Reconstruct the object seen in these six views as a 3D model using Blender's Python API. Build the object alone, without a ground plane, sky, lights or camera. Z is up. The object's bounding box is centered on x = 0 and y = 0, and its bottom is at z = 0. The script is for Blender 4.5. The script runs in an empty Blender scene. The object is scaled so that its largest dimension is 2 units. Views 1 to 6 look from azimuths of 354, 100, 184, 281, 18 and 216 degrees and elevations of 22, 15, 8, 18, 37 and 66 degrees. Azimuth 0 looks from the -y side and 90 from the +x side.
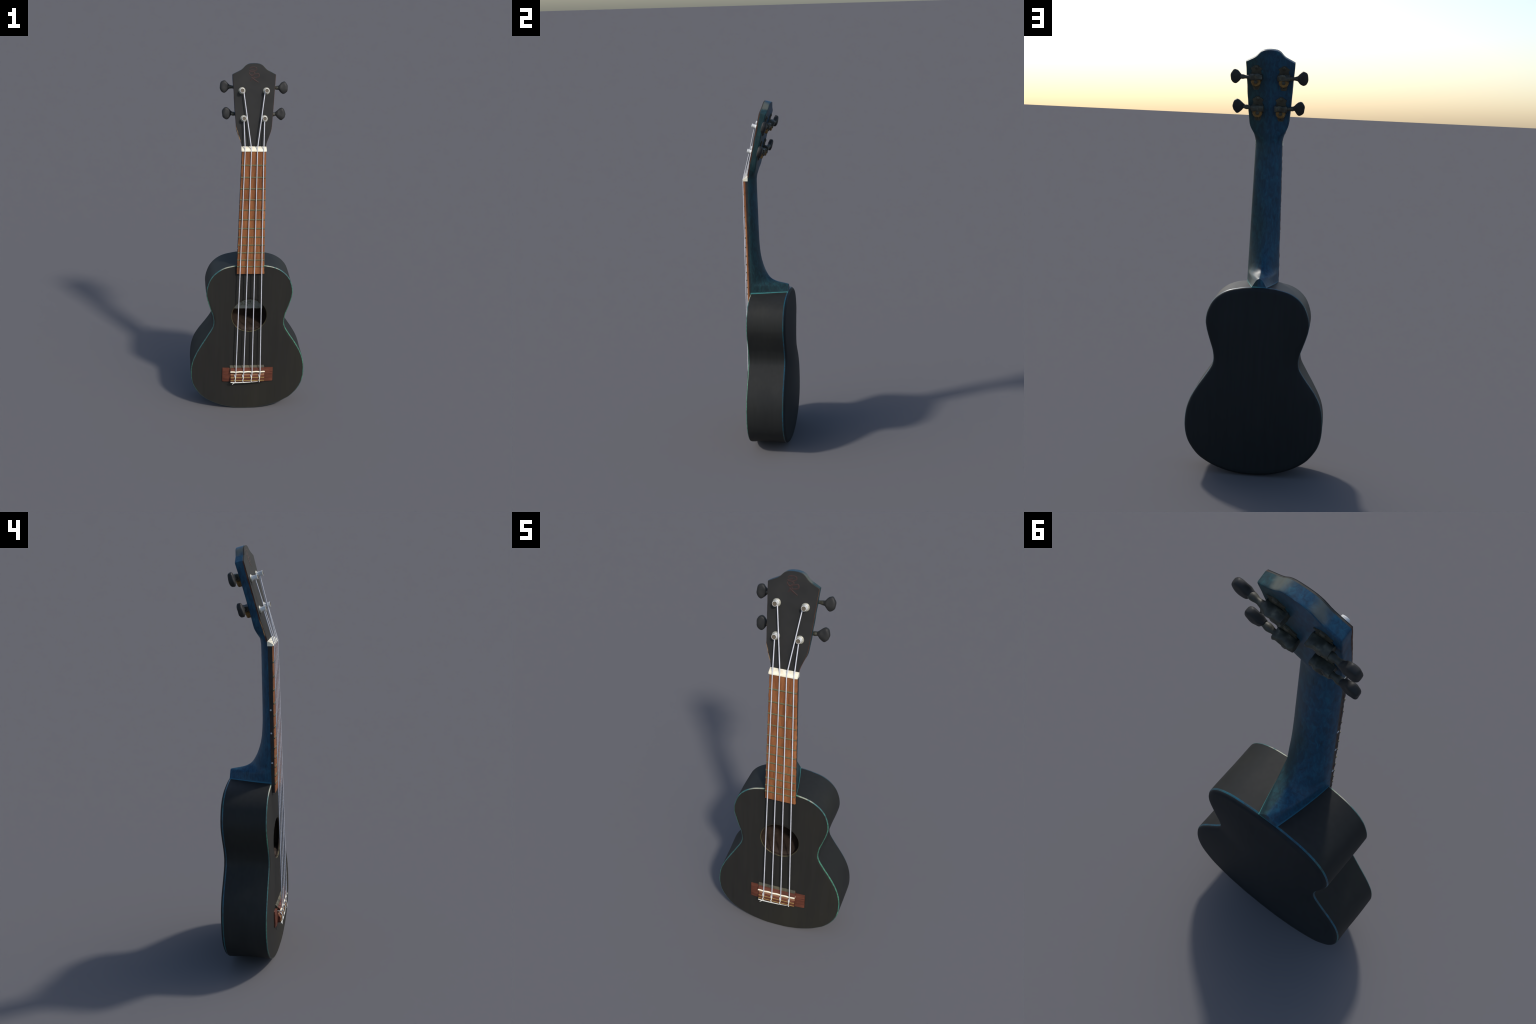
import bpy, math, random
from mathutils import Vector, Matrix, noise

random.seed(7)
COL = bpy.context.scene.collection
V = Vector


# ------------------------------------------------------------------ helpers
def new_obj(name, data, parent=None):
    ob = bpy.data.objects.new(name, data)
    COL.objects.link(ob)
    if parent:
        ob.parent = parent
    return ob


def mesh(name, verts, faces, mats, parent=None, smooth=35, mat_idx=None):
    me = bpy.data.meshes.new(name)
    me.from_pydata([tuple(v) for v in verts], [], faces)
    for m in (mats if isinstance(mats, (list, tuple)) else [mats]):
        me.materials.append(m)
    if mat_idx:
        me.polygons.foreach_set("material_index", mat_idx)
    fix(me)
    if smooth is not None:
        me.shade_smooth()
        me.set_sharp_from_angle(angle=math.radians(smooth))
    return new_obj(name, me, parent)


def fix(me):
    import bmesh
    bm = bmesh.new()
    bm.from_mesh(me)
    bmesh.ops.remove_doubles(bm, verts=bm.verts, dist=1e-6)
    bmesh.ops.recalc_face_normals(bm, faces=bm.faces)
    bm.to_mesh(me)
    bm.free()
    me.update()


def spline(pts, n_per=8, closed=False):
    """Catmull-Rom (centripetal-ish) through control points of any dimension."""
    out = []
    m = len(pts)
    segs = m if closed else m - 1
    for i in range(segs):
        if closed:
            p0, p1, p2, p3 = (pts[(i + k - 1) % m] for k in range(4))
        else:
            p1, p2 = pts[i], pts[i + 1]
            p0 = pts[i - 1] if i else [2 * a - b for a, b in zip(p1, p2)]
            p3 = pts[i + 2] if i + 2 < m else [2 * b - a for a, b in zip(p1, p2)]
        for k in range(n_per):
            t = k / n_per
            out.append([0.5 * (2 * b + (c - a) * t + (2 * a - 5 * b + 4 * c - d) * t * t + (3 * b - a - 3 * c + d) * t ** 3)
                        for a, b, c, d in zip(p0, p1, p2, p3)])
    if not closed:
        out.append(list(pts[-1]))
    return out


def interp(tab, x):
    """piecewise cubic (monotone enough) look-up in a table of (x, y...) rows sorted by x"""
    if x <= tab[0][0]:
        return tab[0][1]
    if x >= tab[-1][0]:
        return tab[-1][1]
    for (a, fa), (b, fb) in zip(tab, tab[1:]):
        if x <= b:
            i = [r[0] for r in tab].index(a)
            h = b - a
            ma = (fb - tab[i - 1][1]) / (b - tab[i - 1][0]) if i > 0 else (fb - fa) / h
            mb = (tab[i + 2][1] - fa) / (tab[i + 2][0] - a) if i + 2 < len(tab) else (fb - fa) / h
            t = (x - a) / h
            return ((2 * t ** 3 - 3 * t * t + 1) * fa + (t ** 3 - 2 * t * t + t) * h * ma
                    + (-2 * t ** 3 + 3 * t * t) * fb + (t ** 3 - t * t) * h * mb)


def grid_faces(rows, n, closed=True, off=0):
    f = []
    for r in range(rows - 1):
        for i in range(n if closed else n - 1):
            j = (i + 1) % n
            f.append((off + r * n + i, off + r * n + j, off + (r + 1) * n + j, off + (r + 1) * n + i))
    return f


def loft(name, rings, mats, parent=None, cap=(True, True), smooth=35):
    n = len(rings[0])
    verts = [v for r in rings for v in r]
    faces = grid_faces(len(rings), n)
    if cap[0]:
        faces.append(tuple(range(n))[::-1])
    if cap[1]:
        faces.append(tuple(range((len(rings) - 1) * n, len(rings) * n)))
    return mesh(name, verts, faces, mats, parent, smooth)


def tube(name, path, radius, mats, parent=None, sides=10, smooth=50):
    """round rod along a polyline; radius may be a number or one per point"""
    path = [V(p) for p in path]
    rings = []
    for i, p in enumerate(path):
        d = (path[min(i + 1, len(path) - 1)] - path[max(i - 1, 0)]).normalized()
        ref = V((1, 0, 0)) if abs(d.x) < 0.8 else V((0, 1, 0))
        a = d.cross(ref).normalized()
        b = d.cross(a).normalized()
        r = radius[i] if isinstance(radius, (list, tuple)) else radius
        rings.append([p + r * (math.cos(t) * a + math.sin(t) * b) for t in (2 * math.pi * k / sides for k in range(sides))])
    return loft(name, rings, mats, parent, smooth=smooth)


def rbox(name, lo, hi, mats, parent=None, bevel=0.002, segs=2, frame=None, smooth=35):
    """box with rounded edges, optionally placed by a 4x4 frame"""
    import bmesh
    bm = bmesh.new()
    bmesh.ops.create_cube(bm, size=1)
    for v in bm.verts:
        v.co = V([(l + h) / 2 + c * (h - l) for c, l, h in zip(v.co, lo, hi)])
    if bevel:
        bmesh.ops.bevel(bm, geom=bm.edges[:], offset=bevel, segments=segs, profile=0.5, affect='EDGES')
    if frame:
        bmesh.ops.transform(bm, matrix=frame, verts=bm.verts)
    me = bpy.data.meshes.new(name)
    bm.to_mesh(me)
    bm.free()
    for m in (mats if isinstance(mats, (list, tuple)) else [mats]):
        me.materials.append(m)
    fix(me)
    me.shade_smooth()
    me.set_sharp_from_angle(angle=math.radians(smooth))
    return new_obj(name, me, parent)


def lathe(name, profile, mats, parent=None, frame=None, sides=28, smooth=35, mat_of_row=None):
    """profile of (radius, height) turned about local z"""
    verts = [V((r * math.cos(2 * math.pi * k / sides), r * math.sin(2 * math.pi * k / sides), h))
             for r, h in profile for k in range(sides)]
    if frame:
        verts = [frame @ v for v in verts]
    faces = grid_faces(len(profile), sides)
    idx = [(mat_of_row[i // sides] if mat_of_row else 0) for i in range(len(faces))]
    faces.append(tuple(range(sides))[::-1])
    faces.append(tuple(range((len(profile) - 1) * sides, len(profile) * sides)))
    idx += [mat_of_row[0] if mat_of_row else 0, mat_of_row[-1] if mat_of_row else 0]
    return mesh(name, verts, faces, mats, parent, smooth, idx)


# ---------------------------------------------------------------- materials
class Mat:
    def __init__(self, name, rough=0.5, metal=0.0, spec=0.5):
        self.m = bpy.data.materials.new(name)
        self.m.use_nodes = True
        self.t = self.m.node_tree
        self.b = self.t.nodes["Principled BSDF"]
        self.b.inputs["Roughness"].default_value = rough
        self.b.inputs["Metallic"].default_value = metal
        self.b.inputs["Specular IOR Level"].default_value = spec
        self.co = self.t.nodes.new("ShaderNodeTexCoord").outputs["Object"]

    def n(self, kind, **kw):
        nd = self.t.nodes.new(kind)
        for k, v in kw.items():
            setattr(nd, k, v)
        return nd

    def link(self, a, b):
        self.t.links.new(a, b)

    def mapped(self, scale=(1, 1, 1), loc=(0, 0, 0)):
        mp = self.n("ShaderNodeMapping")
        mp.inputs["Scale"].default_value = scale
        mp.inputs["Location"].default_value = loc
        self.link(self.co, mp.inputs["Vector"])
        return mp.outputs[0]

    def noise(self, scale, stretch=(1, 1, 1), detail=3, rough=0.55, loc=(0, 0, 0), dist=0.0):
        nd = self.n("ShaderNodeTexNoise")
        nd.inputs["Scale"].default_value = scale
        nd.inputs["Detail"].default_value = detail
        nd.inputs["Roughness"].default_value = rough
        nd.inputs["Distortion"].default_value = dist
        self.link(self.mapped(stretch, loc), nd.inputs["Vector"])
        return nd.outputs["Fac"]

    def axis(self, k):
        s = self.n("ShaderNodeSeparateXYZ")
        self.link(self.co, s.inputs[0])
        return s.outputs[k]

    def ramp(self, src, stops):
        r = self.n("ShaderNodeValToRGB")
        e = r.color_ramp.elements
        while len(e) < len(stops):
            e.new(0.5)
        for el, (p, c) in zip(e, stops):
            el.position = p
            el.color = (*c, 1) if len(c) == 3 else c
        self.link(src, r.inputs[0])
        return r.outputs[0]

    def mask(self, src, lo, hi):
        r = self.n("ShaderNodeMapRange", interpolation_type='SMOOTHSTEP')
        r.inputs[1].default_value = lo
        r.inputs[2].default_value = hi
        self.link(src, r.inputs[0])
        return r.outputs[0]

    def math(self, op, a, b=None):
        nd = self.n("ShaderNodeMath", operation=op)
        for i, x in enumerate((a, b)):
            if x is None:
                continue
            if isinstance(x, (int, float)):
                nd.inputs[i].default_value = x
            else:
                self.link(x, nd.inputs[i])
        return nd.outputs[0]

    def mix(self, fac, a, b, blend='MIX'):
        nd = self.n("ShaderNodeMix", data_type='RGBA', blend_type=blend)
        for sock, x in ((nd.inputs[0], fac), (nd.inputs[6], a), (nd.inputs[7], b)):
            if isinstance(x, (int, float)):
                sock.default_value = x
            elif isinstance(x, (tuple, list)):
                sock.default_value = (*x, 1)
            else:
                self.link(x, sock)
        return nd.outputs[2]

    def color(self, c):
        if isinstance(c, (tuple, list)):
            self.b.inputs["Base Color"].default_value = (*c, 1)
        else:
            self.link(c, self.b.inputs["Base Color"])
        return self

    def bump(self, src, strength=0.2, dist=0.002):
        bp = self.n("ShaderNodeBump")
        bp.inputs["Strength"].default_value = strength
        bp.inputs["Distance"].default_value = dist
        self.link(src, bp.inputs["Height"])
        self.link(bp.outputs[0], self.b.inputs["Normal"])
        return self


def make_body_mat(name, a, b, c, rough, stretch):
    m = Mat(name, rough, 0, 0.16)
    broad = m.noise(3.0, stretch, 2, 0.5)
    fine = m.noise(60, (1, 1, 0.06), 3, 0.6)
    base = m.ramp(broad, [(0.3, a), (0.55, b), (0.75, c)])
    m.color(m.mix(0.30, base, m.ramp(fine, [(0.3, tuple(x * 0.7 for x in b)), (0.7, tuple(x * 1.3 for x in b))])))
    m.bump(m.noise(25, (1, 1, 0.3), 3), 0.08, 0.002)
    return m.m


MAT = {}
MAT["top"] = make_body_mat("dark_stained_top", (0.0185, 0.0180, 0.0172), (0.022, 0.0210, 0.0182), (0.030, 0.0275, 0.0190), 0.6, (1, 1, 0.5))
MAT["side"] = make_body_mat("dark_stained_side", (0.0175, 0.018, 0.0175), (0.021, 0.0215, 0.020), (0.027, 0.027, 0.022), 0.55, (1, 1, 1))
MAT["back"] = make_body_mat("dark_stained_back", (0.0125, 0.0145, 0.016), (0.014, 0.0165, 0.0185), (0.017, 0.0195, 0.021), 0.6, (1, 1, 0.4))


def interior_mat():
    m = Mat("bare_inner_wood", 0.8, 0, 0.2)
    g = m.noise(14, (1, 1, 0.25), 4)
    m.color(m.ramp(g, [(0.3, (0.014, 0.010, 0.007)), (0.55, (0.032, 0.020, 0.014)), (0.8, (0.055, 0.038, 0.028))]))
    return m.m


MAT["inside"] = interior_mat()


def edge_mat(name, teal, other, cream_amt):
    """teal line along the rounded edge, fading into the dark finish, pale near the shoulders"""
    m = Mat(name, 0.4, 0, 0.4)
    n1 = m.noise(7, (1, 1, 1), 3)
    n2 = m.noise(60, (1, 1, 1), 2)
    col = m.mix(m.mask(n1, 0.35, 0.65), teal, other)
    col = m.mix(m.math('MULTIPLY', m.mask(n2, 0.42, 0.62), 0.55), col, (0.035, 0.04, 0.038))
    n3 = m.noise(140, (1, 1, 1), 2)
    col = m.mix(m.math('MULTIPLY', m.mask(n3, 0.5, 0.68), 0.5), col, (0.03, 0.034, 0.033))
    z = m.axis(2)
    ax = m.math('ABSOLUTE', m.axis(0))
    wob = m.math('MULTIPLY', m.math('SUBTRACT', n1, 0.5), 0.12)
    zz = m.math('ADD', z, wob)
    low = m.math('SUBTRACT', 1.0, m.mask(zz, 0.06, 0.2))
    waist = m.math('MULTIPLY', m.mask(zz, 0.50, 0.545), m.math('SUBTRACT', 1.0, m.mask(zz, 0.62, 0.70)))
    fade = m.math('MAXIMUM', low, m.math('MULTIPLY', waist, 0.2))
    col = m.mix(m.math('MULTIPLY', fade, 0.9), col, (0.03, 0.032, 0.03))
    sc = m.math('MULTIPLY', m.mask(z, 0.84, 0.885), m.mask(n2, 0.3, 0.55))
    sc = m.math('MULTIPLY', sc, m.math('SUBTRACT', 1.0, m.mask(ax, 0.13, 0.18)))
    sc = m.math('MULTIPLY', sc, m.mask(ax, 0.08, 0.10))
    col = m.mix(m.math('MULTIPLY', sc, cream_amt), col, (0.42, 0.40, 0.30))
    m.color(col)
    return m.m


MAT["edge_front"] = edge_mat("teal_edge_front", (0.060, 0.22, 0.135), (0.035, 0.13, 0.13), 0.75)
MAT["edge_back"] = edge_mat("teal_edge_back", (0.010, 0.090, 0.14), (0.012, 0.105, 0.11), 0.0)  # front teal repainted darker and bluer for the shaded rear


def hole_edge_mat():
    m = Mat("bare_hole_edge", 0.7, 0, 0.2)
    m.color(m.ramp(m.noise(20), [(0.3, (0.03, 0.028, 0.018)), (0.55, (0.09, 0.08, 0.035)), (0.8, (0.13, 0.075, 0.04))]))
    return m.m


MAT["hole_edge"] = hole_edge_mat()


def neck_mat(name, crest):
    m = Mat(name, 0.45, 0, 0.25)
    streak = m.noise(75, (1, 1, 0.32), 5, 0.7, dist=0.6)
    broad = m.noise(5, (1.5, 1, 0.6), 3)
    side = m.math('ADD', m.math('MULTIPLY', m.axis(0), 5.0), m.math('MULTIPLY', broad, 0.9))
    heel = m.math('MULTIPLY', m.mask(m.axis(0), 0.0, 0.015), m.math('MAXIMUM', m.math('MULTIPLY', m.math('ADD', m.axis(1), 0.06), 2.4), 0.0))
    side = m.math('ADD', side, m.math('MULTIPLY', heel, m.math('SUBTRACT', 1.0, m.mask(m.axis(2), 1.1, 1.3))))
    blue = m.ramp(streak, [(0.30, (0.010, 0.030, 0.052)), (0.5, (0.011, 0.050, 0.095)), (0.70, (0.013, 0.085, 0.138))])
    teal = m.ramp(streak, [(0.30, (0.015, 0.028, 0.030)), (0.5, (0.017, 0.044, 0.050)), (0.72, (0.020, 0.075, 0.080))])
    col = m.mix(m.mask(side, 0.35, 0.80), blue, teal)  # +x flank tinted grey-teal, -x flank and back tinted blue
    # stain pooled bright where the heel meets the body
    z = m.axis(2)
    pool = m.math('SUBTRACT', 1.0, m.mask(m.math('ADD', z, m.math('MULTIPLY', streak, 0.022)), 0.908, 0.928))
    col = m.mix(m.math('MULTIPLY', pool, 0.8), col, m.mix(m.mask(m.axis(0), -0.02, 0.03), (0.014, 0.085, 0.13), (0.05, 0.21, 0.20)))
    seam = m.math('SUBTRACT', 1.0, m.mask(m.math('ADD', z, m.math('MULTIPLY', streak, 0.006)), 0.9125, 0.9185))
    col = m.mix(m.math('MULTIPLY', seam, 0.85), col, m.mix(m.mask(m.axis(0), -0.02, 0.03), (0.02, 0.12, 0.19), (0.075, 0.29, 0.27)))
    if crest:
        ax = m.math('ADD', m.math('ABSOLUTE', m.axis(0)), m.math('MULTIPLY', m.math('SUBTRACT', m.noise(16, (1, 1, 1), 3), 0.5), 0.06))
        pale_patch = m.math('MULTIPLY', m.mask(ax, 0.015, 0.050), m.math('SUBTRACT', 1.0, m.mask(ax, 0.056, 0.084)))
        col = m.mix(m.math('MULTIPLY', pale_patch, 0.75), col, (0.13, 0.135, 0.11))
    m.color(col)
    m.bump(streak, 0.12, 0.0015)
    return m.m


MAT["neck"] = neck_mat("blue_stained_neck", False)
MAT["crest"] = neck_mat("pale_patched_blue_end_grain", True)


def simple(name, stops, scale, stretch=(1, 1, 1), rough=0.5, metal=0.0, spec=0.4, bump=0.0, detail=3):
    m = Mat(name, rough, metal, spec)
    n = m.noise(scale, stretch, detail)
    m.color(m.ramp(n, stops))
    if bump:
        m.bump(n, bump, 0.002)
    return m.m


MAT["face"] = simple("black_face_veneer", [(0.3, (0.0205, 0.0205, 0.0200)), (0.7, (0.027, 0.0265, 0.0255))], 12, rough=0.6, spec=0.16)
def veneer_mat():
    m = Mat("red_brown_veneer_edge", 0.6, 0, 0.25)
    n = m.noise(18)
    red = m.ramp(n, [(0.3, (0.055, 0.022, 0.012)), (0.55, (0.10, 0.036, 0.018)), (0.75, (0.16, 0.095, 0.05))])
    z, x = m.axis(2), m.axis(0)
    band = m.math('MULTIPLY', m.mask(z, 1.602, 1.615), m.math('SUBTRACT', 1.0, m.mask(z, 1.665, 1.69)))
    band = m.math('MULTIPLY', band, m.math('SUBTRACT', 1.0, m.mask(x, -0.05, -0.03)))
    red = m.mix(m.math('MULTIPLY', band, m.mask(m.noise(60), 0.38, 0.55)), red, (0.30, 0.19, 0.10))      # splintered bare wood
    m.color(m.mix(m.mask(z, 1.935, 1.955), red, m.ramp(n, [(0.35, (0.03, 0.03, 0.028)), (0.7, (0.085, 0.083, 0.07))])))
    return m.m


MAT["veneer"] = veneer_mat()
MAT["mark"] = simple("faded_red_ink", [(0.3, (0.030, 0.022, 0.021)), (0.7, (0.048, 0.025, 0.022))], 80, rough=0.6, spec=0.2)
MAT["fret"] = simple("tarnished_brass_fret", [(0.3, (0.09, 0.09, 0.045)), (0.7, (0.19, 0.17, 0.085))], 120, rough=0.5, metal=0.2)
MAT["ebony"] = simple("black_binding", [(0.3, (0.016, 0.015, 0.015)), (0.7, (0.03, 0.027, 0.026))], 40, rough=0.5, spec=0.3)
MAT["dot"] = simple("white_dot", [(0.3, (0.40, 0.41, 0.42)), (0.7, (0.55, 0.56, 0.58))], 40)
MAT["bone"] = simple("bone_white", [(0.3, (0.80, 0.70, 0.50)), (0.6, (0.90, 0.84, 0.66)), (0.8, (0.92, 0.89, 0.78))], 60, rough=0.4)
MAT["nylon"] = simple("white_nylon", [(0.3, (0.55, 0.55, 0.58)), (0.7, (0.68, 0.68, 0.72))], 30, rough=0.35)
MAT["knot"] = simple("white_nylon_knot", [(0.3, (0.6, 0.6, 0.55)), (0.7, (0.78, 0.77, 0.70))], 30, rough=0.5)
MAT["brass"] = simple("brass_stripe", [(0.3, (0.30, 0.19, 0.06)), (0.7, (0.46, 0.31, 0.10))], 60, rough=0.45, metal=0.1)
MAT["nickel"] = simple("worn_nickel", [(0.3, (0.70, 0.70, 0.66)), (0.7, (0.90, 0.90, 0.88))], 40, rough=0.25, metal=0.1, spec=0.5)
MAT["ferrule"] = simple("dull_ferrule", [(0.3, (0.20, 0.19, 0.14)), (0.7, (0.40, 0.39, 0.32))], 60, rough=0.4, metal=0.2)
MAT["post_end"] = simple("brown_post_end", [(0.3, (0.09, 0.075, 0.05)), (0.7, (0.14, 0.11, 0.08))], 60, rough=0.6)
MAT["steel"] = simple("grimy_metal", [(0.3, (0.028, 0.028, 0.021)), (0.55, (0.055, 0.054, 0.040)), (0.75, (0.13, 0.12, 0.080))], 45, rough=0.5, metal=0.1, bump=0.3)
MAT["plate"] = simple("olive_plate", [(0.3, (0.035, 0.031, 0.021)), (0.7, (0.075, 0.067, 0.044))], 40, rough=0.5, metal=0.2)
MAT["gear"] = simple("tarnished_gold_gear", [(0.3, (0.10, 0.052, 0.014)), (0.6, (0.22, 0.12, 0.032)), (0.8, (0.30, 0.19, 0.06))], 60, rough=0.45, metal=0.25)
MAT["button"] = simple("black_plastic", [(0.3, (0.018, 0.018, 0.018)), (0.7, (0.028, 0.028, 0.027))], 30, rough=0.5, spec=0.22, bump=0.15)
MAT["paper"] = simple("grey_paper_label", [(0.3, (0.20, 0.21, 0.12)), (0.42, (0.42, 0.44, 0.40)), (0.8, (0.52, 0.54, 0.52))], 35, rough=0.8, spec=0.2)
MAT["ink"] = simple("label_ink", [(0.3, (0.06, 0.065, 0.05)), (0.7, (0.10, 0.11, 0.09))], 60, rough=0.8, spec=0.2)
MAT["ramp"] = simple("olive_tan_wood", [(0.3, (0.035, 0.033, 0.022)), (0.55, (0.075, 0.066, 0.036)), (0.8, (0.12, 0.088, 0.05))], 40, (1, 1, 1), rough=0.6)


def rosewood(name, stops, scale, stretch, rough=0.5):
    m = Mat(name, rough, 0, 0.2)
    grain = m.noise(scale, stretch, 5, 0.6, dist=0.3)
    broad = m.noise(9, (1, 1, 0.7), 2)
    c = m.ramp(grain, stops)
    c = m.mix(0.35, c, m.ramp(broad, [(0.3, stops[0][1]), (0.7, stops[-1][1])]))
    pores = m.noise(220, (1, 1, 0.05) if stretch[2] < stretch[0] else (0.05, 1, 1), 2)
    c = m.mix(m.math('MULTIPLY', m.mask(pores, 0.6, 0.72), 0.45), c, tuple(x * 0.35 for x in stops[0][1]))
    m.color(c)
    m.bump(grain, 0.15, 0.001)
    return m.m


MAT["board"] = rosewood("brown_fingerboard_wood", [(0.34, (0.13, 0.044, 0.018)), (0.5, (0.26, 0.093, 0.034)), (0.66, (0.36, 0.145, 0.055))], 50, (1, 1, 0.12))
MAT["bridge"] = rosewood("red_brown_bridge_wood", [(0.3, (0.055, 0.018, 0.012)), (0.5, (0.115, 0.036, 0.021)), (0.72, (0.20, 0.068, 0.040))], 110, (0.08, 1, 1))
MAT["bridge_tan"] = rosewood("tan_bridge_wood", [(0.25, (0.17, 0.07, 0.035)), (0.5, (0.26, 0.12, 0.065)), (0.75, (0.32, 0.17, 0.09))], 60, (0.1, 1, 1))

# ================================================================== ukulele
uke = bpy.data.objects.new("ukulele", None)
COL.objects.link(uke)
uke["label"] = "dark ukulele with blue stained neck, brown fingerboard and white strings"
uke["category"] = "ukulele"

# ------------------------------------------------------------------ body
HALF = [(0, 0.907), (0.05, 0.9055), (0.092, 0.899), (0.142, 0.886), (0.184, 0.861), (0.214, 0.827), (0.233, 0.783),
        (0.2405, 0.742), (0.2375, 0.708), (0.228, 0.672), (0.215, 0.632), (0.204, 0.598), (0.1985, 0.562), (0.2015, 0.535),
        (0.211, 0.512), (0.237, 0.468), (0.270, 0.415), (0.299, 0.360), (0.318, 0.305), (0.325, 0.250), (0.323, 0.205),
        (0.314, 0.165), (0.296, 0.128), (0.260, 0.083), (0.213, 0.050), (0.155, 0.024), (0.080, 0.005)]
ctrl = HALF + [(0, 0.0)] + [(-x, z) for x, z in HALF[:0:-1]]
OUT = [V((x, 0, z)) for x, z in spline(ctrl, 6, True)]
NO = len(OUT)
NRM = []
for i in range(NO):
    d = OUT[(i + 1) % NO] - OUT[i - 1]
    NRM.append(V((d.z, 0, -d.x)).normalized())
if NRM[0].z < 0:
    NRM = [-n for n in NRM]
OUT = [p + n * 0.0015 for p, n in zip(OUT, NRM)]
ZMIN = min(p.z for p in OUT)
OUT = [V((p.x, 0, p.z - ZMIN)) for p in OUT]
YF, YB, RE = -0.103, 0.1065, 0.0045
DOME_F = 0.0055
BACK_EDGE = [(0.0, 0.1030), (0.0003, 0.1047), (0.0010, 0.1062), (0.0022, 0.1088)]          # (inset, y) of the teal rim
BACK_ROLL = [(0.0022, 0.1088), (0.0050, 0.1130), (0.0090, 0.1165), (0.0140, 0.1188)]        # dark roll-over behind it
DOME_TOP = 0.1392


def tilt(p):
    """the rear rim sits a little higher at the tail than the front rim"""
    f = max(0.0, min(1.0, (p.y - YF) / (YB - YF)))
    g = math.exp(-((p.z - 0.395) / 0.085) ** 2)      # the two plates do not quite register below the waist
    dx = g * (0.003 if p.x > 0 else 0.004 - 0.016 * f) * min(1.0, abs(p.x) / 0.15)
    if p.x > 0:
        dx += (0.0022 * math.exp(-((p.z - 0.81) / 0.07) ** 2) + 0.0008) * min(1.0, p.x / 0.15)
    return V((p.x + dx, p.y, p.z + 0.0015 * f * (1 - p.z / 0.905) + 0.002 * f * math.exp(-((p.z - 0.3) / 0.2) ** 2)))


def body_pt(i, inset, y):
    p = OUT[i] - NRM[i] * inset
    return tilt(V((p.x, y, p.z)))


def ragged(i, s):
    return 0.0012 * noise.noise(V((OUT[i].x * 30, s, OUT[i].z * 30)))


# soundboard with its hole
HC, HR, TH = V((0.001, 0, 0.600)), 0.0985, 0.011
hole_dir = []
for i in range(NO):
    d = OUT[i] - HC
    a = math.atan2(d.z, d.x)
    r = HR * (1 + 0.012 * noise.noise(V((math.cos(a) * 2.2, math.sin(a) * 2.2, 3.1))))
    hole_dir.append(V((math.cos(a) * r, 0, math.sin(a) * r)))


def front_y(p):
    f = max(0.0, 1 - ((p.x / 0.33) ** 2) - ((p.z - 0.42) / 0.5) ** 2)
    return YF - DOME_F * f


rows = []
RS = 14
for k in range(RS + 1):
    t = k / RS
    row = []
    for i in range(NO):
        rim = OUT[i] - NRM[i] * (RE + ragged(i, 1.0))
        rim = tilt(V((rim.x, YF, rim.z)))
        rim.y = 0
        q = (HC + hole_dir[i] * 1.025).lerp(rim, t)
        row.append(V((q.x, YF if k == RS else front_y(q), q.z)))
    rows.append(row)
wall = []
for off, dy in ((1.025, 0.0), (1.0, 0.003), (0.985, TH - 0.003), (1.0, TH)):
    wall.append([V(((HC + hole_dir[i] * off).x, front_y(HC) + dy, (HC + hole_dir[i] * off).z)) for i in range(NO)])
under = []
for k in range(1, 5):
    t = k / 4
    under.append([V(((HC + hole_dir[i]).lerp(OUT[i] - NRM[i] * 0.012, t).x, front_y(HC) + TH,
                     (HC + hole_dir[i]).lerp(OUT[i] - NRM[i] * 0.012, t).z)) for i in range(NO)])
verts = [v for r in rows[::-1] + wall[1:] + under for v in r]
nr = len(rows) + 3 + len(under)
faces = grid_faces(nr, NO)
idx = []
for r in range(nr - 1):
    idx += [0 if r < RS else (1 if r < RS + 1 else 2)] * NO
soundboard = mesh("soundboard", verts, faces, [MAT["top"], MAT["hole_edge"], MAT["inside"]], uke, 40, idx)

def smooth01(a, b, x):
    t = max(0.0, min(1.0, (x - a) / (b - a)))
    return t * t * (3 - 2 * t)


# ribs
nrow = 12
ys = [YF + RE + (BACK_EDGE[0][1] - YF - RE) * k / nrow for k in range(nrow + 1)]


def rib_off(i, y):
    f = math.sin(math.pi * (y - ys[0]) / (ys[-1] - ys[0]))
    tail = 0.004 * smooth01(-0.088, -0.060, y) * (1 - smooth01(0.04, 0.09, y)) * (1 - smooth01(0.02, 0.13, OUT[i].z))
    return tail + f * 0.002 * noise.noise(V((OUT[i].x * 6, y * 8, OUT[i].z * 6)))


rib = []
for k, y in enumerate(ys):
    rib.append([body_pt(i, rib_off(i, y), y) for i in range(NO)])
rib_in = [[body_pt(i, 0.010, y) for i in range(NO)] for y in (ys[-1], 0.0, ys[0])]
verts = [v for r in rib + rib_in for v in r]
idx = [0] * NO * nrow + [1] * NO * 3
side = mesh("side_wall", verts, grid_faces(len(rib) + 3, NO), [MAT["side"], MAT["inside"]], uke, 40, idx)


# rounded teal edges
def edge(name, y_side, y_face, mat, seed):
    rws = []
    for k in range(6):
        a = math.pi / 2 * k / 5
        rws.append([body_pt(i, RE * (1 - math.cos(a)) + ragged(i, seed) * math.sin(a), y_side + (y_face - y_side) * math.sin(a)) for i in range(NO)])
    return mesh(name, [v for r in rws for v in r], grid_faces(6, NO), mat, uke, 60)


edge("front_edge", YF + RE, YF, MAT["edge_front"], 1.0)
rim_rows = [[body_pt(i, ins, y) for i in range(NO)] for ins, y in BACK_EDGE]
mesh("back_edge", [v for r in rim_rows for v in r], grid_faces(len(rim_rows), NO), MAT["edge_back"], uke, 60)

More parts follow.
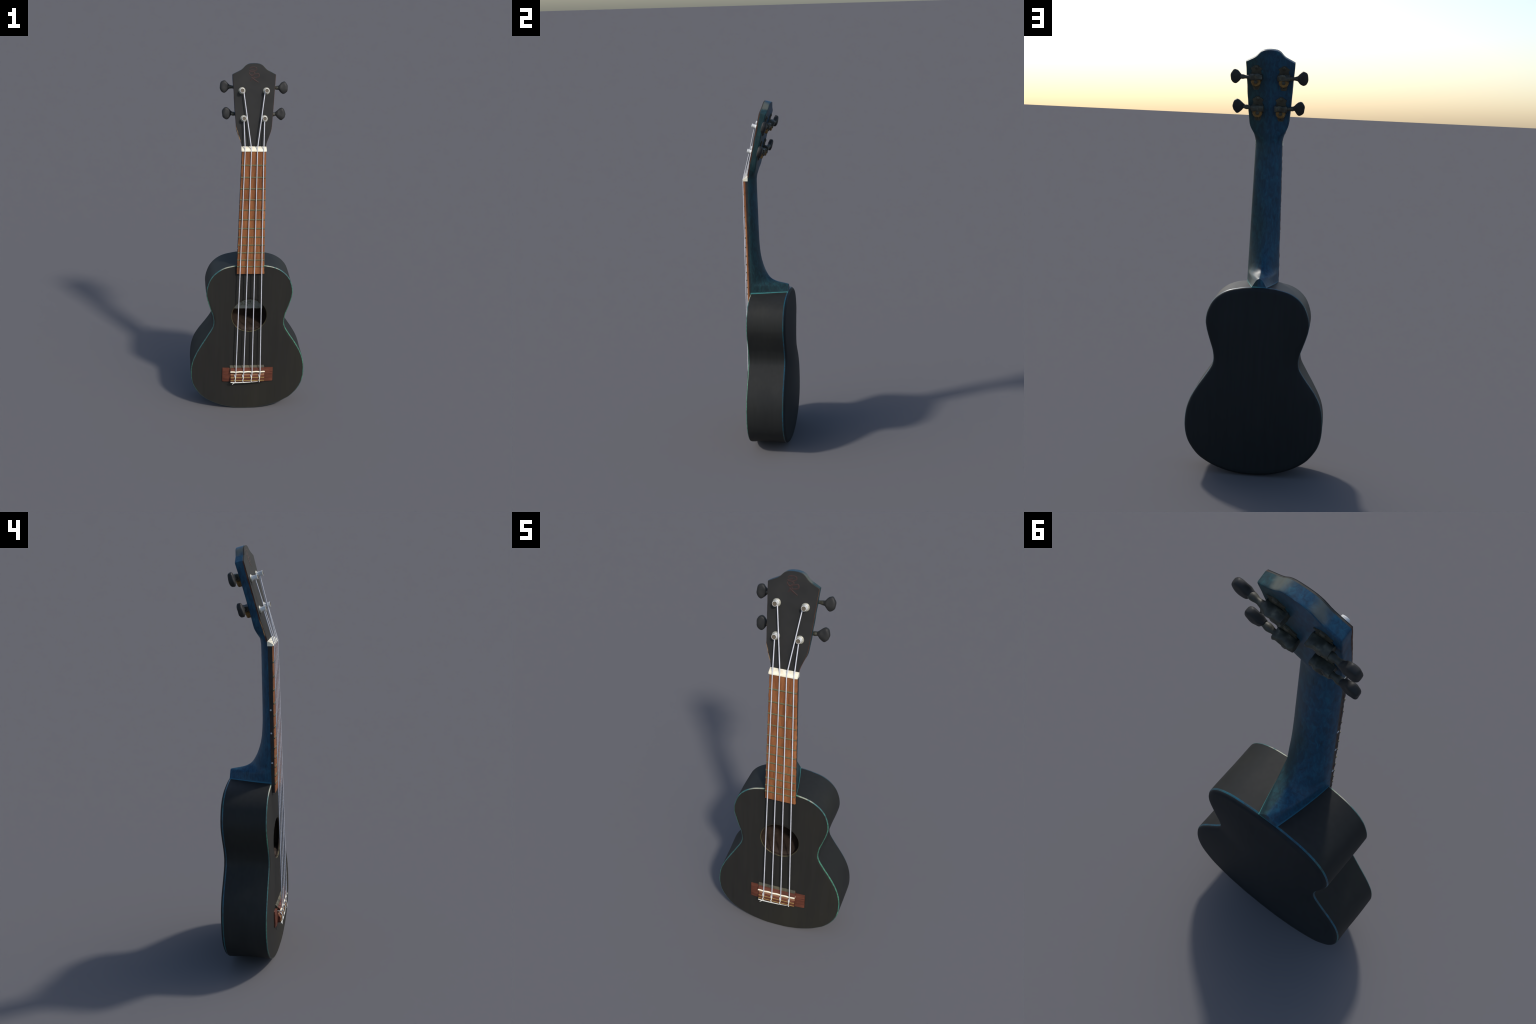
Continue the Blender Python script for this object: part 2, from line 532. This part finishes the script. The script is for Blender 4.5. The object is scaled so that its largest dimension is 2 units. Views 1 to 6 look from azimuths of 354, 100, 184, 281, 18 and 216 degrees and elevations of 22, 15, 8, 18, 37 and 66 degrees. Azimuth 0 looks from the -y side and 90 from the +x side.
# arched back panel
rows = [[body_pt(i, ins, y) for i in range(NO)] for ins, y in BACK_ROLL[:-1]]
RB = 16
spine_lo, spine_hi = 0.27, 0.72
INS, Y0 = BACK_ROLL[-1]


def back_y(s):
    return Y0 + (DOME_TOP - Y0) * (1 - (1 - s) ** 2)


for k in range(RB + 1):
    s = k / RB
    row = []
    for i in range(NO):
        rim = OUT[i] - NRM[i] * INS
        sp = V((0, 0, min(max(rim.z, spine_lo), spine_hi)))
        q = rim.lerp(sp, s)
        arch = max(0.15, 1 - ((q.z - 0.45) / 0.46) ** 2)
        row.append(tilt(V((q.x, Y0 + (back_y(s) - Y0) * arch, q.z))))
    rows.append(row)
NB = len(rows)
inner = [[V((p.x, p.y - 0.009, p.z)) for p in r] for r in rows]
verts = [v for r in rows for v in r]
faces = grid_faces(NB, NO)
idx = [0] * len(faces)
off = len(verts)
verts += [v for r in inner for v in r]
f2 = grid_faces(NB, NO, off=off)
faces += [f[::-1] for f in f2]
idx += [1] * len(f2)
faces += [(i, off + i, off + (i + 1) % NO, (i + 1) % NO) for i in range(NO)]
idx += [1] * NO
me = bpy.data.meshes.new("back_panel")
mesh("back_panel", verts, faces, [MAT["back"], MAT["inside"]], uke, 40, idx)

# scooped interior seen through the hole: the floor climbs to the lower lip
FLOOR = [(0.494, -0.0955), (0.510, -0.0945), (0.517, -0.086), (0.524, -0.045), (0.533, 0.015), (0.546, 0.066), (0.562, 0.090), (0.590, 0.099), (0.660, 0.096), (0.735, 0.090), (0.745, 0.0)]


def bowl_y(x, z):
    e = max(0.0, 1 - abs(x / 0.128) ** 2.8)
    f = interp(FLOOR, z)
    return -0.0955 + (f + 0.0955) * e + 0.003 * noise.noise(V((x * 18, 5.0, z * 14)))


NX, NZ = 40, 48
bv = [V((-0.128 + 0.256 * i / NX, bowl_y(-0.128 + 0.256 * i / NX, 0.494 + 0.251 * j / NZ), 0.494 + 0.251 * j / NZ)) for j in range(NZ + 1) for i in range(NX + 1)]
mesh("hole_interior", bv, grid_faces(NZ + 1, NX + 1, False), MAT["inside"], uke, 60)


def lab_y(x, z, out=0.0):
    return bowl_y(x, z) - 0.003 - out


lab_rows = []
for k in range(13):
    row = []
    for j in range(25):
        x = -0.088 + 0.176 * j / 24
        zb = 0.57
        for _ in range(6):               # torn lower edge, level as one looks down into the hole
            zb = 0.5 * zb + 0.5 * (0.648 - 0.47 * (bowl_y(x, zb) + 0.107) + 0.002 * noise.noise(V((x * 110, 0, 2))))
        z = zb + (0.69 - zb) * k / 12
        row.append(V((x, lab_y(x, z), z)))
    lab_rows.append(row)
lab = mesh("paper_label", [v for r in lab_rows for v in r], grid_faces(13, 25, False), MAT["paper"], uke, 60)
sol = lab.modifiers.new("thickness", 'SOLIDIFY')
sol.thickness = 0.001

# faint pen strokes left on the label
for stroke in ([(-0.034, 0.629), (-0.026, 0.634), (-0.024, 0.626), (-0.033, 0.617), (-0.022, 0.617)],
               [(-0.010, 0.622), (-0.004, 0.627), (0.000, 0.621), (-0.006, 0.618), (-0.010, 0.622)],
               [(0.018, 0.633), (0.014, 0.623), (0.026, 0.623)], [(0.025, 0.632), (0.024, 0.616)],
               [(0.000, 0.610), (0.001, 0.599)], [(-0.005, 0.605), (0.008, 0.604)], [(-0.003, 0.599), (0.009, 0.598)]):
    tube("label_stroke", [(x, lab_y(x, z - 0.027, 0.001), z - 0.027) for x, z in stroke], 0.0013, MAT["ink"], uke, 6)

# ------------------------------------------------------------------ neck + headstock core
N_B = V((0, 0.969, -0.246))          # rear-pointing normal of the slanted headstock
T_U = V((0, 0.246, 0.969))           # up along the headstock
FACE_T = 0.006                       # face plate thickness

# station tables against height of the front point
Y_FRONT = [(0.86, -0.102), (1.565, -0.102), (1.59, -0.1005), (1.62, -0.0935), (1.66, -0.0845), (1.947, -0.0162), (2.01, -0.0010)]
BACK_Y = [(0.880, 0.32), (0.893, 0.275), (0.905, 0.235), (0.917, 0.190), (0.932, 0.152), (0.944, 0.126), (0.9515, 0.104), (0.957, 0.076), (0.965, 0.043), (0.975, 0.0200), (0.985, 0.0060),
          (1.003, -0.0085), (1.041, -0.0280), (1.10, -0.0460), (1.18, -0.0550), (1.267, -0.0575), (1.40, -0.0590), (1.50, -0.0605), (1.565, -0.0605)]
THICK = [(1.56, 0.0420), (1.60, 0.0440), (1.64, 0.0420), (1.68, 0.0400), (1.72, 0.0385), (1.78, 0.0380), (1.86, 0.0385), (1.91, 0.0395), (1.945, 0.0405), (2.01, 0.0400)]
HALF_W = [(0.86, 0.0765), (0.95, 0.0755), (1.55, 0.0645), (1.575, 0.0640), (1.59, 0.0655), (1.61, 0.0715), (1.635, 0.081), (1.655, 0.0885),
          (1.675, 0.0935), (1.72, 0.0975), (1.80, 0.1035), (1.86, 0.1075), (1.92, 0.1120), (1.944, 0.1135)]
# ogee top of the headstock, corner to crown
CREST = [(1.946, 0.1130), (1.9485, 0.1085), (1.956, 0.0935), (1.962, 0.081), (1.968, 0.0695), (1.975, 0.0605), (1.983, 0.0530), (1.990, 0.0460),
         (1.9955, 0.0375), (1.999, 0.0285), (2.0008, 0.018), (2.0015, 0.008), (2.0018, 0.0)]


def half_w(z):
    return interp(HALF_W, z) if z <= 1.945 else interp(CREST, z)


CLIP = 0.109


def section(z, K=18):
    w = max(half_w(z), 0.0006)
    hs = smooth01(1.57, 1.66, z)
    yf = interp(Y_FRONT, z) + FACE_T * smooth01(1.575, 1.60, z)
    if z < 1.565:
        depth = interp(BACK_Y, z) - yf
        dvec = V((0, 1, 0))
    else:
        depth = interp(THICK, z) - FACE_T * smooth01(1.575, 1.60, z)
        dvec = V((0, 1, 0)).lerp(N_B, smooth01(1.565, 1.64, z)).normalized()
    heel = 1 - smooth01(0.91, 1.06, z)
    e = 1.75 + (1.2 - 1.75) * heel
    g = 0.58 + (0.84 - 0.58) * heel
    smax = min(1.0, (CLIP - yf) / depth) if z < 1.565 else 1.0
    pts = []
    o = V((0, yf, z))
    for k in range(K):
        a = math.pi / 2 * k / (K - 1)
        s = smax * math.sin(a)
        x = w * max(0.0, 1 - s ** e) ** g
        if hs > 0:                       # towards a slab with small rounded rear corners
            rc = min(0.006, w * 0.5)
            if k <= 4:
                rx, rs = w, (1 - rc / depth) * k / 4
            elif k <= 8:
                b = math.pi / 2 * (k - 4) / 4
                rx, rs = w - rc * (1 - math.cos(b)), 1 - rc / depth * (1 - math.sin(b))
            else:
                rx, rs = (w - rc) * (1 - (k - 8) / (K - 9)), 1.0
            x, s = x + (rx - x) * hs, s + (rs - s) * hs
        pts.append((x, s))
    lead = 0.015 * smooth01(1.62, 1.75, z)      # the slab is a little thicker towards -x
    pts = [o + V((x * sg, 0, 0)) + dvec * (s * (depth - lead * x * sg)) for sg, seq in ((1, pts), (-1, pts[::-1])) for x, s in seq]
    return pts


zs = [0.886 + (0.985 - 0.886) * k / 44 for k in range(44)] + [0.985 + 0.075 * k / 14 for k in range(14)] + \
     [1.06 + 0.50 * k / 16 for k in range(16)] + [1.56 + 0.384 * k / 40 for k in range(41)] + [z for z, w in CREST]
rings = [section(z) for z in zs]
for r, z in zip(rings, zs):
    for p in r:
        if 1.60 < z:
            p.x += 0.0022 * noise.noise(V((p.x * 9, p.y * 20, z * 18))) * (1 if abs(p.x) > 0.02 else 0)
neck = loft("neck", rings, [MAT["neck"], MAT["crest"]], uke, smooth=58)
for p in neck.data.polygons:             # end grain of the ogee top
    if p.center.z > 1.947 and p.normal.dot(N_B) < 0.5:
        p.material_index = 1


def split_off(whole, name, keep):
    """the faces that satisfy keep() as an object of their own, shaded with the normals of the whole"""
    src = whole.data
    polys = [p for p in src.polygons if keep(p.center)]
    used = sorted({v for p in polys for v in p.vertices})
    remap = {v: i for i, v in enumerate(used)}
    me = bpy.data.meshes.new(name)
    me.from_pydata([src.vertices[v].co[:] for v in used], [], [tuple(remap[v] for v in p.vertices) for p in polys])
    for m in src.materials:
        me.materials.append(m)
    me.polygons.foreach_set("material_index", [p.material_index for p in polys])
    me.shade_smooth()
    cn = src.corner_normals
    me.normals_split_custom_set([cn[l].vector[:] for p in polys for l in p.loop_indices])
    return new_obj(name, me, uke)


split_off(neck, "headstock", lambda c: c.z > 1.60)
split_off(neck, "neck", lambda c: c.z <= 1.60).name = "neck_shaft"
bpy.data.objects.remove(neck)
bpy.data.objects["neck_shaft"].name = "neck"


# face plate: red-brown veneer with black face
def plate(name, d0, d1, grow, mat, chips):
    zz = [1.582 + 0.363 * k / 60 for k in range(61)] + [z for z, w in CREST]
    prof = []
    for z in zz:
        c = 0.0
        prof.append((half_w(z) + grow, z))
    left, right = [], []
    for w, z in prof:
        y = interp(Y_FRONT, z)
        w = max(w, 0.0005)
        chip = 0.0
        if chips:
            n = noise.noise(V((3.3, 0, z * 90)))
            chip = (0.0028 * n + (0.0022 + 0.003 * abs(noise.noise(V((8.1, 0, z * 60)))) if grow < 0 else 0)) * smooth01(1.60, 1.615, z) * (1 - smooth01(1.665, 1.70, z)) + 0.0008 * noise.noise(V((1, 0, z * 40)))
        left.append((-w + chip, y, z))
        right.append((w, y, z))
    nseg = 9
    vs, fs = [], []
    for d in (d0, d1):
        for l, r in zip(left, right):
            for k in range(nseg + 1):
                t = k / nseg
                p = V((l[0] + (r[0] - l[0]) * t, l[1], l[2])) + N_B * d
                vs.append(p)
    m = nseg + 1
    n = len(left)
    for layer in (0, 1):
        fs += [f if layer else f[::-1] for f in grid_faces(n, m, False, layer * n * m)]
    ring = [i * m for i in range(n)] + [(n - 1) * m + k for k in range(1, m)] + [i * m + m - 1 for i in range(n - 2, -1, -1)] + [k for k in range(m - 2, 0, -1)]
    for a, b in zip(ring, ring[1:] + ring[:1]):
        fs.append((a, b, b + n * m, a + n * m))
    return mesh(name, vs, fs, mat, uke, 40)


plate("headstock_veneer", 0.002, FACE_T + 0.0006, 0.0, MAT["veneer"], True)
plate("headstock_face", 0.0, 0.0022, -0.0012, MAT["face"], True)


def on_face(x, z, out=0.0):
    return V((x, interp(Y_FRONT, z), z)) - N_B * out


# faded cursive mark near the crown
STROKES = [[(-0.0264, 1.9719), (-0.0225, 1.9786), (-0.0105, 1.982), (0.0026, 1.9817), (0.0101, 1.9771), (0.0097, 1.9694), (0.0027, 1.9636), (-0.0063, 1.964)],
           [(-0.0274, 1.9633), (-0.0154, 1.9663), (-0.0054, 1.9712)],
           [(-0.0274, 1.9633), (-0.0193, 1.9596), (-0.0053, 1.9588), (0.0007, 1.9532), (-0.0032, 1.9455), (-0.0112, 1.9397), (-0.0192, 1.9424), (-0.0263, 1.949), (-0.0273, 1.9566)],
           [(-0.0112, 1.9454), (0.0048, 1.9465), (0.0178, 1.9505), (0.0234, 1.9458), (0.0234, 1.9372), (0.0149, 1.9314), (0.0009, 1.9293), (-0.0152, 1.9311)],
           [(-0.0211, 1.9138), (-0.0131, 1.9235), (-0.0011, 1.9369)],
           [(-0.0151, 1.9301), (-0.0051, 1.9235), (0.007, 1.9151), (0.0232, 1.9057)]]
mv, mf = [], []
for s, st in enumerate(STROKES):
    pts = spline(st, 6)
    last = None
    for k, (x, z) in enumerate(pts):
        x2, z2 = pts[min(k + 1, len(pts) - 1)]
        x1, z1 = pts[max(k - 1, 0)]
        d = V((x2 - x1, 0, z2 - z1)).normalized()
        wv = V((d.z, 0, -d.x)) * (0.0042 * (0.6 + 0.4 * math.sin(math.pi * k / (len(pts) - 1))))
        b = len(mv)
        h = 0.0003 + 0.00005 * s
        for sg, hh in ((-1, 0), (-0.7, h), (0.7, h), (1, 0)):
            mv.append(on_face(x + wv.x * sg, z + wv.z * sg, hh - (0.0003 if hh == 0 else 0)))
        if last is not None:
            mf += [(last + q, last + q + 1, b + q + 1, b + q) for q in range(3)]
        last = b
mesh("red_mark", mv, mf, MAT["mark"], uke, 60)

# ------------------------------------------------------------------ fingerboard
ZT, ZE = 1.560, 0.861


def fb_w(z):
    return 0.0770 + (0.0645 - 0.0770) * (z - ZE) / (ZT - ZE)


def fb_y(z):
    return -0.1195 - 0.0055 * (z - ZE) / (ZT - ZE)


def board(name, y_back, y_front, shrink, rnd, mat, wob):
    rings = []
    nz = 90
    for k in range(nz + 1):
        z = ZE + (ZT - ZE) * k / nz
        w = fb_w(z) - shrink
        yb, yf = y_back(z), y_front(z)
        wl = wob * noise.noise(V((1.7, 0, z * 55)))
        wr = wob * noise.noise(V((7.1, 0, z * 55)))
        cor = []
        for sx, ww in ((1, w + wr), (-1, w + wl)):
            arc = [(ww, yb)] + [(ww - rnd * (1 - math.cos(a)), yf + rnd * (1 - math.sin(a))) for a in (0, 0.5, 1.0, math.pi / 2)]
            arc = [V((sx * x, y, z)) for x, y in arc]
            cor.append(arc)
        mid = [V((x * w, yf + 0.0006 * noise.noise(V((x * 3, 0, z * 8))), z)) for x in (0.7, 0.4, 0.1, -0.1, -0.4, -0.7)]
        rings.append(cor[0] + mid + cor[1][::-1])
    return loft(name, rings, mat, uke, smooth=38)


fbo = board("fingerboard", lambda z: fb_y(z) + 0.0105, fb_y, 0.0, 0.005, [MAT["board"], MAT["ebony"]], 0.0022)
for p in fbo.data.polygons:              # bass side of the board is inked black
    if p.normal.x < -0.75 and abs(p.normal.z) < 0.6:
        p.material_index = 1
board("fingerboard_binding", lambda z: -0.1018, lambda z: fb_y(z) + 0.0100, 0.0006, 0.001, MAT["ebony"], 0.0005)

FRETS = [1.486, 1.419, 1.355, 1.293, 1.235, 1.180, 1.129, 1.079, 1.032, 0.987, 0.944, 0.905]
fr = []
for k in range(9):
    x = -1 + 2 * k / 8
    fr.append([V((x, 0.003 * math.cos(a) * 1.0, 0.0038 * math.sin(a))) for a in (2 * math.pi * q / 8 for q in range(8))])
first = None
for z in FRETS:
    if first is None:
        first = loft("fret", fr, MAT["fret"], uke)
        ob = first
    else:
        ob = first.copy()
        COL.objects.link(ob)
    ob.location = (0, fb_y(z) - 0.0003, z)
    ob.scale = (fb_w(z) - 0.0012, 1, 1)

dot = None
for z in (1.263, 1.152, 1.008):
    if dot is None:
        dot = lathe("side_dot", [(0.0001, -0.003), (0.0042, -0.003), (0.0042, 0.0008), (0.0036, 0.0014), (0.0001, 0.0016)], MAT["dot"], uke, sides=16)
        ob = dot
    else:
        ob = dot.copy()
        COL.objects.link(ob)
    ob.location = (-fb_w(z) + 0.0004, -0.108, z)
    ob.rotation_euler = (0, -math.pi / 2, 0)

# nut
nut = []
prof = [(-0.0995, 1.5600), (-0.1265, 1.5600), (-0.1285, 1.5615), (-0.1285, 1.5670), (-0.1265, 1.5705), (-0.1130, 1.5785), (-0.1015, 1.5825), (-0.0990, 1.5815)]
for k in range(25):
    x = -0.0665 + 0.133 * k / 24
    w = 0.0022 * noise.noise(V((x * 45, 1, 1)))
    sh = 0.93 if k in (0, 24) else 1.0
    nut.append([V((x, -0.114 + (y + 0.114) * sh, 1.572 + (z - 1.572) * sh + (w if z > 1.575 else 0))) for y, z in prof])
loft("nut", nut, MAT["bone"], uke, smooth=40)

# ------------------------------------------------------------------ bridge
YS = front_y(V((0, 0, 0.24))) + 0.002


def prism(name, prof, x0, x1, mat, n=12, round_end=0.0, wave=0.0):
    rings = []
    for k in range(n + 1):
        x = x0 + (x1 - x0) * k / n
        f = 1 - round_end * (k in (0, n))
        cy = sum(p[0] for p in prof) / len(prof)
        cz = sum(p[1] for p in prof) / len(prof)
        rings.append([V((x, cy + (y - cy) * f + wave * noise.noise(V((x * 40, z * 20, 0))) * (1 if y < YS - 0.004 else 0),
                         cz + (z - cz) * f + wave * noise.noise(V((x * 40, z * 9, 4))))) for y, z in prof])
    return loft(name, rings, mat, uke, smooth=40)


# thin wings
for sgn in (1, -1):
    rings = []
    for x, th in ((0.085, 0.0105), (0.12, 0.0095), (0.140, 0.0075), (0.1455, 0.0055), (0.1465, 0.001)):
        d = 0.002 if x > 0.146 else 0.0
        rings.append([V((sgn * x, y, z)) for y, z in ((YS, 0.1835 + d), (YS - th, 0.1850 + d), (YS - th - 0.001, 0.2270), (YS - th, 0.2685 - d), (YS, 0.2710 - d))])
    loft("bridge_wing", rings, MAT["bridge"], uke, smooth=30)
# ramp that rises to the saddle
prism("bridge_ramp", [(YS, 0.2865), (YS - 0.0045, 0.2850), (YS - 0.0120, 0.2750), (YS - 0.0120, 0.262), (YS, 0.262)], -0.103, 0.094, MAT["ramp"])
prism("bridge_block", [(YS, 0.1905), (YS, 0.2755), (-0.1180, 0.2740), (-0.1290, 0.2655), (-0.1300, 0.2560), (-0.1180, 0.2490), (-0.1165, 0.240), (-0.1165, 0.1905)],
      -0.0995, 0.0975, MAT["bridge"], wave=0.0006)
# rounded tan ledge, then the tie block with its two brass lines
prism("bridge_ledge", [(-0.112, 0.2240), (-0.112, 0.2350), (-0.1190, 0.2365), (-0.1225, 0.2330), (-0.1235, 0.2280), (-0.1215, 0.2240)], -0.0985, 0.0965, MAT["bridge_tan"], 16, 0.1, 0.0008)
prism("tie_block", [(-0.110, 0.1880), (-0.110, 0.2255), (-0.1255, 0.2245), (-0.1290, 0.2215), (-0.1310, 0.1915), (-0.1290, 0.1885)], -0.0985, 0.0965, MAT["bridge"], 16, 0.06, 0.0005)
for z, y in ((0.2160, -0.1300), (0.1975, -0.1310)):
    prism("brass_stripe", [(y + 0.003, z - 0.002), (y - 0.0006, z - 0.0018), (y - 0.0012, z), (y - 0.0006, z + 0.0018), (y + 0.003, z + 0.002)], -0.0978, 0.0958, MAT["brass"], 24, 0.1, 0.0004)
# saddle, gently waved
sad = []
for k in range(41):
    x = -0.1005 + 0.1985 * k / 40
    f = 0.65 if k in (0, 40) else 1
    wz = 0.0009 * math.cos((x + 0.0685) / 0.0465 * 2 * math.pi) * -1
    sad.append([V((x, y, 0.2535 + wz + dz * f)) for y, dz in ((-0.112, -0.0042), (-0.112, 0.0042), (-0.1320, 0.0042), (-0.1343, 0.0028), (-0.1348, 0.0), (-0.1341, -0.0028), (-0.1316, -0.0042))])
loft("saddle", sad, MAT["bone"], uke, smooth=50)

# ------------------------------------------------------------------ posts, strings, tuners
POSTS = [(-0.0645, 1.864), (0.0635, 1.864), (-0.0545, 1.724), (0.0540, 1.724)]
SADX = [-0.0685, -0.0236, 0.0244, 0.0707]
NUTX = [-0.0480, -0.0146, 0.0172, 0.0508]
SR = 0.0026


def face_frame(x, z):
    """local z out of the headstock front, local x to the right"""
    o = on_face(x, z)
    zx = V((1, 0, 0))
    zo = -N_B
    yy = zo.cross(zx)
    m = Matrix((zx, yy, zo)).transposed().to_4x4()
    m.translation = o
    return m


post = None
for (x, z), hgt in zip(POSTS, (1.0, 1.0, 0.93, 0.95)):
    fm = face_frame(x, z)
    if post is None:
        post = lathe("string_post", [(0.0001, 0.0), (0.0125, 0.0), (0.0125, 0.004), (0.0098, 0.009), (0.0096, 0.015), (0.0094, 0.020), (0.0100, 0.026), (0.0108, 0.0295), (0.0104, 0.0318),
                                     (0.0092, 0.0320), (0.0088, 0.0308), (0.0001, 0.0306)], [MAT["nickel"], MAT["post_end"]], uke, smooth=50, mat_of_row=[0] * 9 + [1, 1])
        fer = lathe("post_ferrule", [(0.0001, 0.0), (0.0182, 0.0), (0.0182, 0.0025), (0.0165, 0.0045), (0.0125, 0.0055), (0.0001, 0.0055)], MAT["ferrule"], uke, smooth=40)
        p, f = post, fer
    else:
        p, f = post.copy(), fer.copy()
        COL.objects.link(p)
        COL.objects.link(f)
    p.matrix_world = fm @ Matrix.Diagonal((1.1, 1.1, hgt, 1))
    f.matrix_world = fm

STR_POST = [2, 0, 1, 3]
for i in range(4):
    px, pz = POSTS[STR_POST[i]]
    sx = -1 if px > 0 else 1
    ap = on_face(px, pz, 0.017)
    side_off = 0.0085 if STR_POST[i] in (0,) else (-0.0085 if STR_POST[i] == 1 else 0.0)
    start = ap + V((side_off, 0, 0)) - T_U * 0.0075
    pts = [start, V((NUTX[i], -0.1265, 1.5765)), V((NUTX[i], -0.1290, 1.5690)), V((NUTX[i], -0.1292, 1.560))]
    for k in range(1, 13):
        t = k / 12
        pts.append(V((NUTX[i] + (SADX[i] - NUTX[i]) * t, -0.1292 - 0.0050 * t, 1.560 + (0.2540 - 1.560) * t)))
    pts.append(V((SADX[i], -0.1335, 0.2460)))
    pts.append(V((SADX[i] - 0.001, -0.1290, 0.2180)))
    tube("string", pts, SR, MAT["nylon"], uke, 10)
    # tie loop over the tie block
    xx = SADX[i] - 0.004
    loop = [(xx - 0.002, -0.1225, 0.2330), (xx - 0.002, -0.1290, 0.2290), (xx, -0.1335, 0.2210), (xx + 0.002, -0.1345, 0.2120), (xx - 0.001, -0.1350, 0.2020), (xx + 0.001, -0.1345, 0.1930), (xx + 0.001, -0.1310, 0.1870), (xx, -0.1240, 0.1855)]
    loop = [(x + 0.0012 * noise.noise(V((i * 3, k, 0))), y, z) for k, (x, y, z) in enumerate(loop)]
    tube("tie_loop", spline(loop, 4), 0.0026, MAT["knot"], uke, 8)
tube("string_tail", spline([(0.06, -0.1290, 0.1885), (0.02, -0.1315, 0.1870), (-0.025, -0.1325, 0.1860), (-0.065, -0.1330, 0.1855), (-0.098, -0.1325, 0.1870)], 6),
     [0.0012 + 0.0016 * min(1, k / 12) for k in range(25)], MAT["knot"], uke, 8)
tube("string_tail", spline([(-0.072, -0.1325, 0.1860), (-0.080, -0.1345, 0.1820), (-0.0885, -0.1350, 0.1760)], 5), 0.0018, MAT["knot"], uke, 8)


# tuning machines on the back
def back_frame(x, z, sgn):
    o = on_face(x, z) + N_B * (interp(THICK, z) - 0.015 * x)
    m = Matrix((V((sgn, 0, 0)), N_B, T_U)).transposed().to_4x4()
    m.translation = o
    return m          # local x outwards, y out of the back, z up the headstock


def xf(frame, pts):
    return [frame @ V(p) for p in pts]


BTN = [(-0.155, 0.031, 1.871), (0.158, 0.015, 1.871), (-0.143, -0.002, 1.736), (0.146, -0.013, 1.737)]
for t, ((x, z), bpos) in enumerate(zip(POSTS, BTN)):
    sgn = 1 if x > 0 else -1
    fr_ = back_frame(x, z, sgn)
    # base plate: eared arch at the top, narrow tongue at the bottom
    pl = [(-0.010, -0.041), (0.010, -0.041), (0.0145, -0.034), (0.0195, -0.012), (0.0235, 0.010), (0.0235, 0.038), (0.0200, 0.046), (0.0265, 0.058), (0.0140, 0.066), (0.006, 0.0725),
          (-0.006, 0.0725), (-0.0140, 0.066), (-0.0265, 0.058), (-0.0200, 0.046), (-0.0235, 0.038), (-0.0235, 0.010), (-0.0195, -0.012), (-0.0145, -0.034)]
    tm = loft("tuning_machine", [xf(fr_, [(a, y, b) for a, b in pl]) for y in (-0.002, 0.002, 0.0028)], MAT["plate"], uke, smooth=30)
    # lumpy folded housing of the worm
    hv = []
    for a in [-0.029 + 0.058 * k / 14 for k in range(15)]:
        ring = []
        e = abs(a) / 0.029
        bulge = 1 - 0.08 * (1 - e) ** 1 if e < 0.75 else 1.0
        for q in range(16):
            ang = 2 * math.pi * q / 16
            c, s = math.cos(ang), math.sin(ang)
            yy = 0.0150 + 0.0170 * bulge * math.copysign(abs(c) ** 0.6, c)
            zz = 0.0205 + 0.0150 * math.copysign(abs(s) ** 0.6, s) * (1 - 0.1 * e)
            k = 0.0075 * noise.noise(V((a * 62 + t * 9, yy * 60, zz * 60)))
            ring.append((a, yy + k, zz + k))
        hv.append(xf(fr_, ring))
    loft("worm_housing", hv, MAT["steel"], tm, smooth=60)
    # toothed gear
    teeth = 20
    gp = []
    for k in range(teeth * 4):
        r = 0.0235 if (k % 4) in (0, 1) else 0.0218
        gp.append((r * math.cos(2 * math.pi * k / (teeth * 4)), r * math.sin(2 * math.pi * k / (teeth * 4))))
    loft("tuning_gear", [xf(fr_, [(a * s, y, b * s) for a, b in gp]) for y, s in ((0.003, 1.0), (0.0215, 1.0), (0.0245, 0.88), (0.0250, 0.5))], MAT["gear"], tm, smooth=25)
    rot = Matrix.Rotation(-math.pi / 2, 4, 'X')
    lathe("gear_screw", [(0.0001, 0), (0.0085, 0), (0.0085, 0.003), (0.0065, 0.0048), (0.0001, 0.005)], MAT["steel"], tm, fr_ @ Matrix.Translation((0, 0.0245, 0)) @ rot, 18)
    for zz, rr in ((0.062, 0.0085), (-0.0305, 0.0075)):
        lathe("plate_screw", [(0.0001, 0), (rr, 0), (rr * 0.95, 0.003), (rr * 0.6, 0.0048), (rr * 0.3, 0.0050), (rr * 0.2, 0.0035), (0.0001, 0.0035)], MAT["plate"], tm,
              fr_ @ Matrix.Translation((0, 0.0025, zz)) @ rot, 18)
    # shaft, slightly skewed towards the button
    loc = fr_.inverted() @ V(bpos)
    a0 = V((0.0, 0.018, 0.018))
    a1 = V((loc.x - 0.018, loc.y, loc.z))
    pth, rad = [], []
    for k in range(13):
        s = k / 12
        pth.append(fr_ @ a0.lerp(a1, s))
        rad.append(0.0088 + 0.0016 * math.cos(s * 14 + t) + 0.0010 * s)
    tube("tuner_shaft", pth, rad, MAT["steel"], tm, 14)
    # button: flattened tulip
    prof = [(-0.030, 0.0090, 0.0085), (-0.024, 0.0120, 0.0100), (-0.018, 0.0195, 0.0125), (-0.012, 0.0262, 0.0130), (-0.005, 0.0312, 0.0133), (0.003, 0.0325, 0.0135),
            (0.010, 0.0292, 0.0133), (0.016, 0.0235, 0.0122), (0.0210, 0.0160, 0.0100), (0.0235, 0.006, 0.0045)]
    prof = spline(prof, 2)
    rg = []
    for a, h, th in prof:
        ring = []
        for q in range(28):
            ang = 2 * math.pi * q / 28
            c, s = math.cos(ang), math.sin(ang)
            p = V((a, th * math.copysign(abs(c) ** 0.55, c), h * math.copysign(abs(s) ** 0.85, s)))
            ring.append(p * (1 + 0.11 * noise.noise(V((p.x * 60 + 11 * t, p.y * 40, p.z * 60)))) + loc)
        rg.append(xf(fr_, ring))
    loft("tuning_button", rg, MAT["button"], tm, smooth=50)
